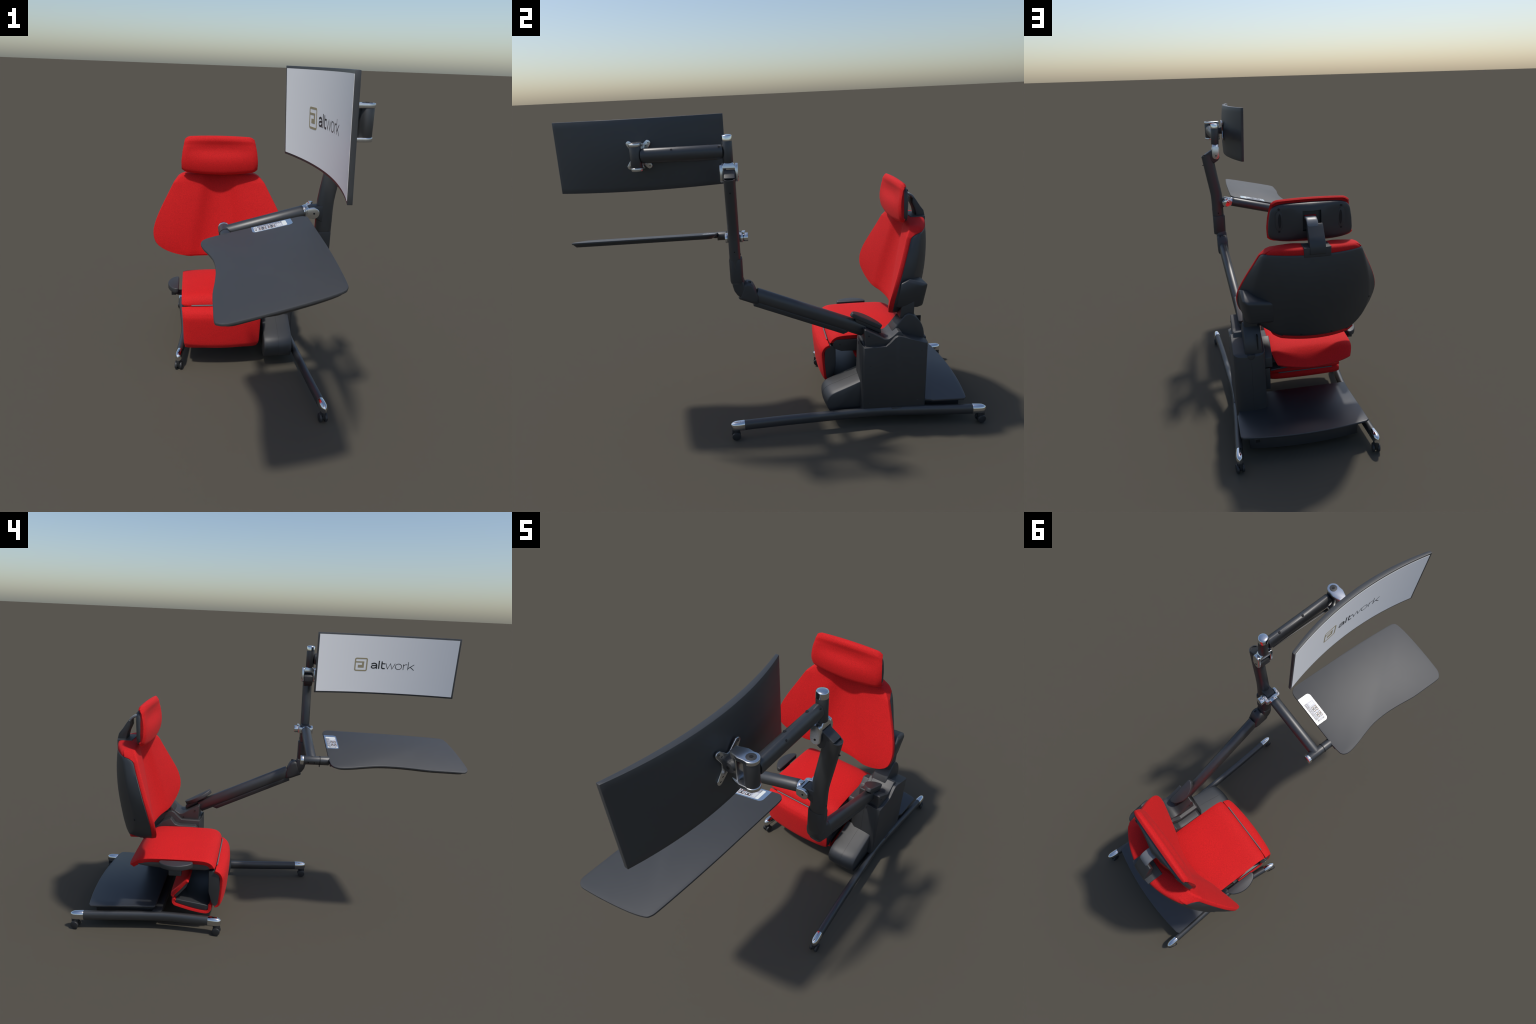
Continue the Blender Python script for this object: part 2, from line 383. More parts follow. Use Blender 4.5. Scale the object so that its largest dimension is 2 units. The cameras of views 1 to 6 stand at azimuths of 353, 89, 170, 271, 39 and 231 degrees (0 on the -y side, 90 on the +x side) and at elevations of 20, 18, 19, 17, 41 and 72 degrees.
prism("calf_panel_back", [(0.462, 0.190), (0.470, 0.198), (0.404, 0.274), (0.392, 0.270), (0.40, 0.245), (0.45, 0.186)], X0 - 0.188, X0 + 0.188, M_SHELL, calf, 0.002)
box("fold_seam", (X0 - 0.150, 0.466, 0.1795), (X0 + 0.150, 0.4835, 0.1850), M_SLOT, calf, 0)

# ------------------------------------------------------------------ armrests
def pad_outline(n=14):
    """D-shaped pad, straight inner side along y, bulged outer side."""
    o = [(0.004, -0.084), (0.0, -0.078), (0.0, 0.076), (0.005, 0.083), (0.016, 0.084)]
    o += [(0.022 + 0.036 * math.sin(math.pi * t) ** 0.7 , 0.082 - 0.166 * t) for t in [k / n for k in range(1, n)]]
    return o + [(0.018, -0.086)]
lpad = prism("armrest_pad", [(-0.282 - a, 0.446 + b) for a, b in pad_outline()], 0.386, 0.4135, M_PLASTIC, None, 0.006, axis="z")
box("armrest_support", (-0.322, 0.415, 0.350), (-0.296, 0.478, 0.387), M_PLASTIC, lpad, 0.003)
sweep("armrest_arm", spline([(-0.309, 0.45, 0.380), (-0.303, 0.455, 0.362), (-0.285, 0.462, 0.346), (-0.250, 0.468, 0.343)]), 0.034, 0.016, M_SHELL, lpad, up=(1, 0, 0.3), power=4)

# ------------------------------------------------------------------ backrest
W = [(0.525, 0.17), (0.533, 0.205), (0.545, 0.243), (0.560, 0.277), (0.580, 0.311), (0.61, 0.343), (0.65, 0.359), (0.68, 0.361), (0.72, 0.353), (0.77, 0.333), (0.80, 0.3185), (0.867, 0.283), (0.92, 0.255), (0.955, 0.235), (0.972, 0.223), (0.985, 0.208)]
YE = [(0.525, 0.552), (0.545, 0.538), (0.57, 0.526), (0.60, 0.5195), (0.638, 0.519), (0.713, 0.537), (0.776, 0.562), (0.878, 0.603), (0.97, 0.638), (0.985, 0.645)]
YC = [(0.525, 0.577), (0.56, 0.577), (0.875, 0.636), (0.985, 0.658)]
YR = [(0.50, 0.722), (0.54, 0.736), (0.60, 0.753), (0.66, 0.765), (0.766, 0.779), (0.87, 0.780), (0.985, 0.768)]
W, YE, YR = smooth(W), smooth(YE), smooth(YR)
HC = [(0.52, 0.125), (0.55, 0.12), (0.875, 0.06), (0.985, 0.045)]
def droop(z0, y):
    k = I(z0, [(0.525, 0.26), (0.62, 0.18), (0.80, 0.0)])
    return z0 - min(k * max(0, y - I(z0, YE)), 0.09 * k)
def turn(z0): return min(1.0, max(0.0, (z0 - 0.918) / 0.039)) ** 2.2      # the red edge sweeps back into the top band
def strip(z0):
    full = rear(z0, I(z0, W)) - edge_y(z0) - 0.006
    return 0.0225 + (full - 0.0225) * turn(z0)
def rear(z0, h): return I(z0, YR) - 1.34 * h * h - 1.7 * h ** 4
def front_y(z0, h):
    zc = max(z0, 0.605)                                     # below this the outline cuts into the wing surface
    w, ye, yc, hc = I(zc, W), I(zc, YE), I(z0, YC), I(z0, HC)
    a = (h - hc) / max(1e-6, w - hc); k = 0.04
    t = k * math.log1p(math.exp(min(40, a / k)))          # soft crease, then a straight wing
    t /= k * math.log1p(math.exp(1 / k))
    hd = I(z0, [(0.53, 0.17), (0.90, 0.10)])
    dish = 0.026 * max(0.0, 1 - (h / hd) ** 2) ** 1.5
    return yc + (ye - yc) * t + dish
def edge_y(z0): return front_y(z0, I(z0, W))
def full_ring(half):
    """half: list of (h, y, z) from front centre to rear centre; mirror to a closed ring."""
    half = [(h, y, z - 0.013 * (h / 0.2) ** 2 * min(1, max(0, (z - 0.93) / 0.05))) for h, y, z in half]
    r = [Vector((X0 + h, y, z)) for h, y, z in half]
    l = [Vector((X0 - h, y, z)) for h, y, z in half[1:-1]]
    return r + l[::-1]
def closing(section, z0, dz=0.0):
    """Pinch a section onto its middle line, so that the crescent-shaped end closes without a chord."""
    out = []
    for p in section:
        h = abs(p.x - X0); y = 0.5 * (front_y(z0, h) + rear(z0, h))
        out.append(Vector((p.x, y, droop(z0, y) + dz - 0.013 * (h / 0.2) ** 2 * min(1, max(0, (z0 - 0.93) / 0.05)))))
    return out
def cushion_section(z0, inset=0.0, dz=0.0):
    w = I(z0, W) - inset
    ye = front_y(z0, w) + inset * 0.6
    out = [(w * k / 16, front_y(z0, w * k / 16) + inset * 0.8) for k in range(16)]
    g, t = ye + strip(z0) - inset, turn(z0)
    out += [(w - 0.0022, ye + 0.0003), (w, ye + 0.004), (w, ye + 0.010), (w, 0.5 * (ye + 0.01) + 0.5 * (g - 0.0025)), (w, g - 0.0025)]
    low = min(1, max(0.0, (0.558 - z0) / 0.018))             # under-lip wraps below the shell
    d = (0.014 * (1 - low) + 0.005 * low) * (1 - t) - 0.001 * t
    e = max(d, 0.003)
    out += [(w - 0.4 * e, g + 0.0025), (w - e, g + 0.0045), (w - e - 0.006, g + 0.0065)]
    back_in = I(z0, [(0.53, 0.030), (0.545, 0.040), (0.56, 0.088), (0.68, 0.075), (0.80, 0.052), (0.90, 0.030), (0.918, 0.026)])
    wk = w - (back_in * (1 - t) + 0.012 * t)
    for k in range(11):
        h = wk * (1 - k / 10); r = rear(z0, h) - d - inset
        out.append((h, max(min(g + 0.008, rear(z0, h) - 0.003), r)))
    return full_ring([(h, y, droop(z0, y) + dz) for h, y in out])
zs = [0.532, 0.537, 0.545, 0.555, 0.567, 0.58, 0.6] + [0.62 + 0.02 * k for k in range(15)] + [0.915, 0.924, 0.931, 0.937, 0.942, 0.946, 0.950, 0.953, 0.9555, 0.9575, 0.966, 0.973]
rings = [closing(cushion_section(0.528, 0.024), 0.528, -0.0048), cushion_section(0.528, 0.024, -0.0045), cushion_section(0.529, 0.013, -0.0035), cushion_section(0.5305, 0.005, -0.002)]
rings += [cushion_section(z) for z in zs]
rings += [cushion_section(0.979, 0.003), cushion_section(0.983, 0.008), cushion_section(0.985, 0.018), closing(cushion_section(0.985, 0.018), 0.985, 0.0003)]
backrest = loft("backrest_cushion", rings, M_RED, None, 0, 60, caps=False)

def shell_section(z0, inset=0.0):
    w, ye = I(z0, W) - 0.003 - inset, edge_y(z0)
    s0 = ye + strip(z0)
    wc = w - I(z0, [(0.55, 0.066), (0.68, 0.050), (0.80, 0.030), (0.90, 0.010), (0.955, 0.001)])   # crease between side and back
    yw = max(s0 + 0.003, rear(z0, wc) - 0.004)
    out = [((w - 0.012) * k / 8, front_y(z0, (w - 0.012) * k / 8) + 0.0225) for k in range(9)]
    out += [(w - 0.0015, s0), (w, s0 + 0.003), ((w + wc) / 2 + 0.002, (s0 + yw) / 2), (wc + 0.001, yw - 0.004), (wc - 0.003, yw + 0.003), (wc - 0.010, max(yw + 0.004, rear(z0, wc - 0.010)) - inset)]
    out += [(h, max(yw + 0.0045, rear(z0, h)) - inset) for h in [(wc - 0.02) * (1 - k / 14) for k in range(15)]]
    return full_ring([(h, y, droop(z0, y)) for h, y in out])
zs = [0.575, 0.587, 0.6] + [0.62 + 0.02 * k for k in range(15)] + [0.915, 0.924, 0.931, 0.937, 0.942, 0.946]
rings = [closing(shell_section(0.5465, 0.014), 0.5465, -0.0003), shell_section(0.5465, 0.014), shell_section(0.5475, 0.008), shell_section(0.550, 0.004), shell_section(0.556, 0.0012), shell_section(0.566, 0.0)] + [shell_section(z) for z in zs] + [shell_section(0.951, 0.0015), shell_section(0.9545, 0.004), shell_section(0.956, 0.010), closing(shell_section(0.956, 0.010), 0.956)]
shell = loft("backrest_shell", rings, M_SHELL, backrest, 0, 38, caps=False)

cap_prof = [(X0 - 0.0635, 0.695), (X0 + 0.0635, 0.695)] + [(X0 + h, rear(0.955, abs(h)) + 0.0035) for h in (0.0635, 0.035, 0.0, -0.035, -0.0635)]
prism("backrest_top_cap", cap_prof, 0.942, 0.9872, M_PLASTIC, backrest, 0.0025, axis="z")
bump_pts = [(0.273, 0.712, 0.719), (0.292, 0.684, 0.724), (0.256, 0.696, 0.597), (0.276, 0.664, 0.597), (0.135, 0.715, 0.710), (0.135, 0.703, 0.600), (0.288, 0.612, 0.752), (0.2965, 0.570, 0.735), (0.2960, 0.552, 0.660), (0.286, 0.550, 0.604), (0.150, 0.60, 0.600), (0.15, 0.62, 0.72)]
hull("hinge_cover", bump_pts, M_SHELL, backrest, 0.016, 4)
for h, z0 in ((-0.298, 0.668), (-0.075, 0.560), (0.075, 0.560)):
    y = rear(z0, abs(h)); hole_disc((X0 + h, y, droop(z0, y)), (h * 2.4, 1, -0.15), 0.0052, shell)

# ------------------------------------------------------------------ headrest
def head_w(z): return I(z, [(0.972, 0.197), (0.985, 0.203), (1.0, 0.2065), (1.05, 0.2065), (1.10, 0.2005), (1.15, 0.190), (1.18, 0.182), (1.21, 0.172)])
head_prof = [(0.622, 0.9755), (0.608, 0.978), (0.598, 0.987), (0.592, 1.003), (0.5875, 1.03), (0.5855, 1.06), (0.586, 1.09), (0.589, 1.12), (0.593, 1.140), (0.5945, 1.151), (0.5965, 1.162), (0.6025, 1.174), (0.611, 1.1815), (0.620, 1.1845), (0.6265, 1.182)]
prof = spline([(a, b, 0) for a, b in head_prof], 4)
rows = []
for p in prof:
    row = []
    for s in S:
        e = abs(s)
        bow = 0.010 * e ** 2.0 * min(1, max(0, (0.622 - p.x) / 0.02))
        edge = 0.008 * max(0, (e - 0.9) / 0.1) ** 2 * min(1, max(0, (0.622 - p.x) / 0.02))
        bow += 0.017 * (1 - e * e) * math.exp(-((p.y - 1.115) / 0.042) ** 2)
        arch = e * e * I(p.y, [(0.975, -0.016), (1.03, -0.006), (1.10, 0.0), (1.184, 0.006)])
        c = max(0, (e - 0.86) / 0.14) ** 2.2
        z = p.y - arch - c * I(p.y, [(0.976, -0.012), (1.03, -0.002), (1.10, 0.0), (1.184, 0.013)])
        row.append(Vector((X0 + s * head_w(z), p.x + bow + edge, z)))
    rows.append(row)
# close the sides and the back of the cushion with an inner sheet
nr, nc = len(rows), NS
inner = []
for i, r in enumerate(rows):
    inner.append([Vector((X0 + (v.x - X0) * 0.96, max(0.6215, v.y + 0.006), 1.09 + (v.z - 1.09) * 0.955)) for v, s in zip(r, S)])
v = [p for r in rows for p in r] + [p for r in inner for p in r]
f = []
for b in (0, nr * nc):
    f += [(b + i * nc + j, b + i * nc + j + 1, b + (i + 1) * nc + j + 1, b + (i + 1) * nc + j) for i in range(nr - 1) for j in range(nc - 1)]
edge = [j for j in range(nc)] + [i * nc + nc - 1 for i in range(1, nr)] + [(nr - 1) * nc + j for j in range(nc - 2, -1, -1)] + [i * nc for i in range(nr - 2, 0, -1)]
f += [(edge[k], edge[(k + 1) % len(edge)], nr * nc + edge[(k + 1) % len(edge)], nr * nc + edge[k]) for k in range(len(edge))]
headrest = finish(raw(v, f), "headrest_cushion", M_RED, None, 0.004, 3, 50, bangle=50)

def head_shell_ring(y, k, kz):
    out = []
    top, bot = 1.160, 0.990
    for i in range(64):
        a = 2 * math.pi * i / 64; ca, sa = math.cos(a), math.sin(a)
        sx, sz = math.copysign(abs(ca) ** 0.28, ca), math.copysign(abs(sa) ** 0.28, sa)
        zz = (top + bot) / 2 + (top - bot) / 2 * sz * kz
        zz -= (1 - (sx * k) ** 2) * I(zz, [(0.98, 0.013), (1.06, 0.003), (1.10, 0.0), (1.18, -0.006)])
        yy = y - 0.012 * (sx * k) ** 2 * (y - 0.61) / 0.05 + 0.020 * math.exp(-(sx * k * 0.2 / 0.065) ** 2) * (1 - kz ** 5)
        out.append(Vector((X0 + sx * k * (head_w(zz) - 0.0045), yy, zz)))
    return out
hs = loft("headrest_shell", [head_shell_ring(y, k, kz) for y, k, kz in ((0.616, 0.97, 0.97), (0.626, 1.0, 1.0), (0.640, 1.0, 0.995), (0.6455, 0.985, 0.965), (0.6485, 0.95, 0.90), (0.6505, 0.88, 0.82), (0.651, 0.76, 0.72), (0.6515, 0.62, 0.6), (0.652, 0.48, 0.46), (0.652, 0.34, 0.34), (0.6525, 0.2, 0.2), (0.6525, 0.1, 0.1))], M_SHELL, headrest, 0, 50)
recess = box("recess_cutter", (X0 - 0.044, 0.645, 1.035), (X0 + 0.044, 0.70, 1.130), M_BLACK, headrest, 0)
cut(hs, recess)
box("recess_lining", (X0 - 0.022, 0.632, 1.094), (X0 + 0.032, 0.650, 1.106), M_RED, headrest, 0.001)
for sx in (-1, 1):
    hx = X0 + sx * 0.148 + 0.004
    ell = [(hx + 0.017 * math.cos(a) * (1 if abs(math.sin(a)) < .8 else .8), 1.086 + 0.046 * math.copysign(abs(math.sin(a)) ** .5, math.sin(a))) for a in np.linspace(0, 2 * math.pi, 33)[:-1]]
    prism("headrest_clip", ell, 0.630, 0.6480, M_PLASTIC, headrest, 0.001, axis="y")
    slot_plate = [(hx + sx * -0.003 + 0.0075 * math.cos(a), 1.086 + 0.034 * math.sin(a)) for a in np.linspace(0, 2 * math.pi, 33)[:-1]]
    prism("clip_slot_plate", slot_plate, 0.635, 0.6490, M_BLACK, headrest, 0, axis="y")  # black oval plate stands proud of the clip, nothing is cut
    for zz in (1.141, 1.036): cyl("screw_hole_disc", (hx, 0.64, zz), (hx, 0.6475, zz), 0.0055, M_BLACK, headrest, 0, 16)  # black discs, shell is not drilled

# bent neck bracket from the backrest cap to the headrest
neck = [(0.777, 0.955), (0.776, 0.985), (0.769, 1.012), (0.750, 1.036), (0.727, 1.070), (0.716, 1.084), (0.708, 1.078), (0.708, 1.052), (0.724, 1.018), (0.730, 0.995), (0.731, 0.955)]
nb = prism("neck_bracket", neck, X0 - 0.037, X0 + 0.037, M_SHELL, headrest, 0.003)
sweep("neck_tongue", spline([(X0 + 0.010, 0.724, 1.058), (X0 + 0.010, 0.714, 1.080), (X0 + 0.010, 0.700, 1.094), (X0 + 0.010, 0.680, 1.100), (X0 + 0.010, 0.655, 1.098)], 6), 0.052, 0.013, M_STRAP, headrest, up=(0, 1, 0.3), power=5, bevel=0.001)

# ------------------------------------------------------------------ boom: lower arm, elbow, upper arm
A, B = Vector((0.314, -0.118, 0.728)), Vector((0.271, 0.400, 0.500))
axis, sv, uv = frame(B - A)
lower = loft("lower_arm", [ring(A + axis * t, axis, 0.051, 0.072, n=40, power=2.3) for t in (0.0, 0.3, (B - A).length)], M_TUBE, None, 0.002)
def along(t, du=0.0, ds=0.0): return A + axis * t + uv * du + sv * ds
ch = [Vector(along(t, du, ds)) for t in (0.008, 0.478) for du, ds in ((-0.026, 0.020), (-0.052, 0.015), (-0.052, -0.015), (-0.026, -0.020))]
hull("cable_channel", ch + [along(0.495, -0.034, 0.017), along(0.495, -0.034, -0.017)], M_PLASTIC, lower, 0.003)
# elbow: two nested knuckles
ec = Vector((0.315, -0.160, 0.752))
kn = [(-0.118, 0.768), (-0.126, 0.786), (-0.140, 0.798), (-0.156, 0.801), (-0.169, 0.795), (-0.197, 0.722), (-0.193, 0.716), (-0.129, 0.690), (-0.106, 0.690), (-0.100, 0.725)]
elbow = pillow("elbow_joint", kn, 0.283, 0.346, M_PLASTIC, lower, 0.35, power=4)
ku = [(-0.222, 0.820), (-0.221, 0.785), (-0.214, 0.757), (-0.200, 0.735), (-0.180, 0.722), (-0.150, 0.745), (-0.160, 0.790), (-0.170, 0.820)]
pillow("elbow_knuckle", ku, 0.285, 0.345, M_SHELL, lower, 0.35)
box("elbow_slot_plate", (0.326, -0.148, 0.77), (0.330, -0.135, 0.8015), M_BLACK, lower, 0)  # black box added to stand for the slot, joint stays solid
apad = pad_outline()
pd = Vector((0, 0.147, -0.078)).normalized(); pu = Vector((0, 0.078, 0.147)).normalized(); pc = Vector((0.302, 0.412, 0.553))
def padpt(a, b, c): return pc + Vector((-1, 0, 0)) * (a * 1.1) + pd * b * 1.0 + pu * c + Vector((-0.03 * (b + 0.08), 0, 0))
n = len(apad)
v = [padpt(a, b, -0.013) for a, b in apad] + [padpt(a, b, 0.009) for a, b in apad]
f = [tuple(range(n)), tuple(range(n, 2 * n))] + [(i, (i + 1) % n, n + (i + 1) % n, n + i) for i in range(n)]
rpad = finish(raw(v, f), "armrest_pad", M_PLASTIC, None, 0.006)
hull("armrest_support", [padpt(a, b, c) for a in (0.006, 0.034) for b, c in ((-0.06, -0.011), (0.085, -0.011), (0.10, -0.032), (-0.04, -0.032))], M_SHELL, rpad, 0.003)

ya = -0.2005
U = [(0.3255, 0.80), (0.3275, 0.95), (0.3280, 1.005), (0.3300, 1.045), (0.335, 1.080), (0.347, 1.15), (0.3655, 1.262)]
ud = (Vector((U[-1][0], 0, U[-1][1])) - Vector((U[-2][0], 0, U[-2][1]))).normalized()
rings = []
for i, (x, z) in enumerate(U):
    d = Vector((U[min(i + 1, len(U) - 1)][0] - U[max(i - 1, 0)][0], 0, U[min(i + 1, len(U) - 1)][1] - U[max(i - 1, 0)][1]))
    rings.append(ring((x, ya, z), d, 0.068, 0.051, up=(0, 1, 0), n=40, power=2.4))
# slanted mouth at the top
def mouth(w, h, lift):
    out = []
    for p in ring((U[-1][0] + ud.x * 0.025, ya, U[-1][1] + ud.z * 0.025), ud, w, h, up=(0, 1, 0), n=40, power=2.4):
        out.append(p + ud * (-(p.x - 0.372) * 0.05 + lift))
    return out
top = mouth(0.068, 0.051, 0)
rings.append(top)
inner_ring = mouth(0.061, 0.044, 0.0)
rings += [inner_ring, [p - ud * 0.006 for p in inner_ring]]
upper = loft("upper_arm", rings, M_TUBE, None, 0, 40)
hull("arm_head", [(x, y, z) for y in (-0.2245, -0.1765) for x, z in ((0.296, 1.268), (0.306, 1.254), (0.330, 1.238), (0.345, 1.25), (0.386, 1.288), (0.352, 1.306), (0.336, 1.318), (0.312, 1.312), (0.298, 1.295))], M_PLASTIC, upper, 0.004)
sl = []
for z, g in ((0.806, 0.0), (0.812, 0.003), (0.908, 0.003), (0.916, 0.0)):
    sl.append(ring((0.3240, -0.1985, z), (0, 0, 1), 0.070 + g, 0.057 + g, up=(0, 1, 0), n=40, power=3.2))
loft("arm_sleeve", sl, M_PLASTIC, upper, 0.0, 40)
cyl("elbow_neck", (0.3145, -0.199, 0.765), (0.3145, -0.199, 0.81), 0.019, M_SHELL, upper, 0)
for z in (1.226, 0.955): hole_disc((0.3615 + (0.037 if z > 1.1 else 0), -0.2, z), (1, 0, -0.15), 0.003, upper)
hole_disc((0.326, -0.175, 0.934), (0, 1, 0), 0.0045, upper)

# ------------------------------------------------------------------ post, clevis, monitor boom, knuckle
def clevis(parent):
    for y0, y1 in ((-0.2415, -0.227), (-0.176, -0.1625)):
        o = [(0.2965, 1.325)] + [(0.318 + 0.0215 * math.cos(a), 1.2835 + 0.0215 * math.sin(a)) for a in np.linspace(math.pi, 2 * math.pi, 15)] + [(0.3395, 1.322), (0.333, 1.338), (0.318, 1.343), (0.303, 1.339)]
        prism("clevis_cheek", o, y0, y1, M_ALU, parent, 0.003, axis="y")
    hull("clevis_bridge", [(x, y, z) for x, y, z in ((0.298, -0.238, 1.322), (0.338, -0.238, 1.322), (0.298, -0.166, 1.322), (0.338, -0.166, 1.322), (0.300, -0.221, 1.347), (0.334, -0.221, 1.347), (0.300, -0.185, 1.347), (0.334, -0.185, 1.347))], M_ALU, parent, 0.003)
    hole_disc((0.318, -0.2415, 1.2835), (0, -1, 0), 0.004, parent); hole_disc((0.318, -0.1625, 1.2835), (0, 1, 0), 0.004, parent)
post = cyl("monitor_post", (0.3175, -0.2035, 1.345), (0.3135, -0.2035, 1.438), 0.0222, M_TUBE, None, 0.001)
clevis(post)
loft("post_cap", [ring((0.3133, -0.2035, z), (0, 0, 1), 2 * r, 2 * r, n=40) for z, r in ((1.437, 0.0226), (1.457, 0.0226), (1.460, 0.0215), (1.4625, 0.018), (1.464, 0.010), (1.4645, 0.002))], M_CHROME, post, 0, 40)

bo, be = Vector((0.3145, -0.224, 1.3925)), Vector((0.3290, -0.569, 1.3925))
boom = loft("monitor_boom", [ring(bo.lerp(be, t), be - bo, 0.044, 0.062 * k, n=40, power=2.2) for t, k in ((0, 0.80), (0.02, 1), (0.98, 1), (1, 0.80))], M_TUBE, None, 0.001)
bd = (be - bo).normalized()
for t, z in ((0.04, 1.4155), (0.96, 1.4105), (0.62, 1.4135)):
    p = bo.lerp(be, t); hole_disc((p.x + 0.0165, p.y, z), (1, 0, 0.5), 0.0045, boom)
box("boom_rail", (0.300, -0.55, 1.3585), (0.312, -0.245, 1.3625), M_TUBE, boom, 0.001)
for t in (0.18, 0.55):
    p = bo.lerp(be, t); hole_disc((p.x - 0.006, p.y, 1.4235), (0, 0, 1), 0.0055, boom)

KX, KY = 0.3305, -0.5905
kn = cyl("knuckle", (KX, KY, 1.344), (KX, KY, 1.432), 0.0245, M_TUBE, None, 0.001)
def tear(z0, z1, name):
    o = [(KX + 0.0265 * math.cos(a), KY + 0.0265 * math.sin(a)) for a in np.linspace(-math.pi * 0.60, math.pi * 0.60, 19)]
    o += [(0.300, KY + 0.0275), (0.280, KY + 0.0215), (0.262, KY + 0.015), (0.262, KY - 0.015), (0.280, KY - 0.0215), (0.300, KY - 0.0275)]
    return prism(name, o, z0, z1, M_ALU, kn, 0.003, axis="z")
tear(1.4315, 1.4465, "knuckle_yoke"); tear(1.330, 1.3445, "knuckle_yoke")
hull("yoke_web", [(x, KY + y, z) for x, w in ((0.262, 0.014), (0.288, 0.020)) for y in (-w, w) for z in (1.338, 1.440)], M_ALU, kn, 0.003)
cyl("pivot_washer", (KX, KY, 1.446), (KX, KY, 1.4478), 0.0165, M_PLASTIC, kn, 0.0004); hole_disc((KX, KY, 1.4478), (0, 0, 1), 0.006, kn)
cyl("tilt_pivot", (0.262, KY - 0.026, 1.388), (0.262, KY + 0.026, 1.388), 0.0195, M_PLASTIC, kn, 0.002)
box("tilt_block", (0.2435, KY - 0.024, 1.367), (0.264, KY + 0.024, 1.409), M_PLASTIC, kn, 0.003)
hole_disc((0.262, KY - 0.026, 1.388), (0, -1, 0), 0.006, kn)
star = []
for k, (ty, tz) in enumerate(((-0.5435, 1.4490), (-0.6420, 1.4470), (-0.6465, 1.3290), (-0.5455, 1.3310))):
    c = Vector((KY - 0.003, 1.389)); t = Vector((ty, tz)); d = (t - c).normalized(); s = Vector((-d.y, d.x)); L = (t - c).length
    star += [c + d * L * 0.38 - s * 0.017, c + d * (L - 0.0125) - s * 0.0125] + [t - d * 0.0125 + (d * math.cos(a) + s * math.sin(a)) * 0.0125 for a in np.linspace(-1.2, 1.2, 7)] + [c + d * (L - 0.0125) + s * 0.0125, c + d * L * 0.38 + s * 0.017]
mplate = prism("mount_plate", [(p.x, p.y) for p in star], 0.2410, 0.2470, M_ALU, kn, 0.0015)
for ty, tz in ((-0.5435, 1.4490), (-0.6420, 1.4470), (-0.6465, 1.3290), (-0.5455, 1.3310)):
    for k in (0.80, 0.6):
        y, z = KY - 0.003 + (ty - KY + 0.003) * k * 1.06, 1.389 + (tz - 1.389) * k * 1.06
        box("plate_slot_block", (0.244, y - 0.0016, z - 0.0016), (0.2474, y + 0.0042, z + 0.0016), M_BLACK, mplate, 0)  # small black blocks added on the plate instead of cut slots

# ------------------------------------------------------------------ curved monitor
MY, MH, MZ, MV = -0.598, 0.3757, 1.385, 0.157
def screen_pt(u, v, out=0.0):
    y = MY - MH * u; z = MZ - 0.003 * u + MV * v
    x = 0.1425 + 0.015 * (u + 1) + 0.0488 * (1 - u * u) - 0.037 * MV * v
    slope = (0.015 - 0.0976 * u) / MH          # dx/d(-y)
    nx = Vector((-1, -slope, -0.037)).normalized()
    return Vector((x, y, z)) + nx * out
def mon_thick(u, v): return 0.014 + (1 - u * u) * (0.010 + 0.010 * (1 - v * v))
NU, NV = 49, 13
us = [2 * i / (NU - 1) - 1 for i in range(NU)]; vs = [2 * j / (NV - 1) - 1 for j in range(NV)]
v = [screen_pt(a, b) for b in vs for a in us] + [screen_pt(a, b) + Vector((mon_thick(a, b), 0, 0)) for b in vs for a in us]
f = []
for b in (0, NU * NV):
    f += [(b + j * NU + i, b + j * NU + i + 1, b + (j + 1) * NU + i + 1, b + (j + 1) * NU + i) for j in range(NV - 1) for i in range(NU - 1)]
edge = list(range(NU)) + [j * NU + NU - 1 for j in range(1, NV)] + [(NV - 1) * NU + i for i in range(NU - 2, -1, -1)] + [j * NU for j in range(NV - 2, 0, -1)]
f += [(edge[k], edge[(k + 1) % len(edge)], NU * NV + edge[(k + 1) % len(edge)], NU * NV + edge[k]) for k in range(len(edge))]
monitor = finish(raw(v, f), "monitor", M_MON, None, 0.001, 2, 40, bangle=50)
def sheet(name, poly_uv, mat, parent, out, thick=0.0006):
    pass
mu, mv = 1 - 0.0085 / MH, 1 - 0.0085 / MV
grid("screen", [[screen_pt(a * mu, b * mv, 0.0006) for a in us] for b in vs], M_SCREEN, monitor, (0.0008, 0))

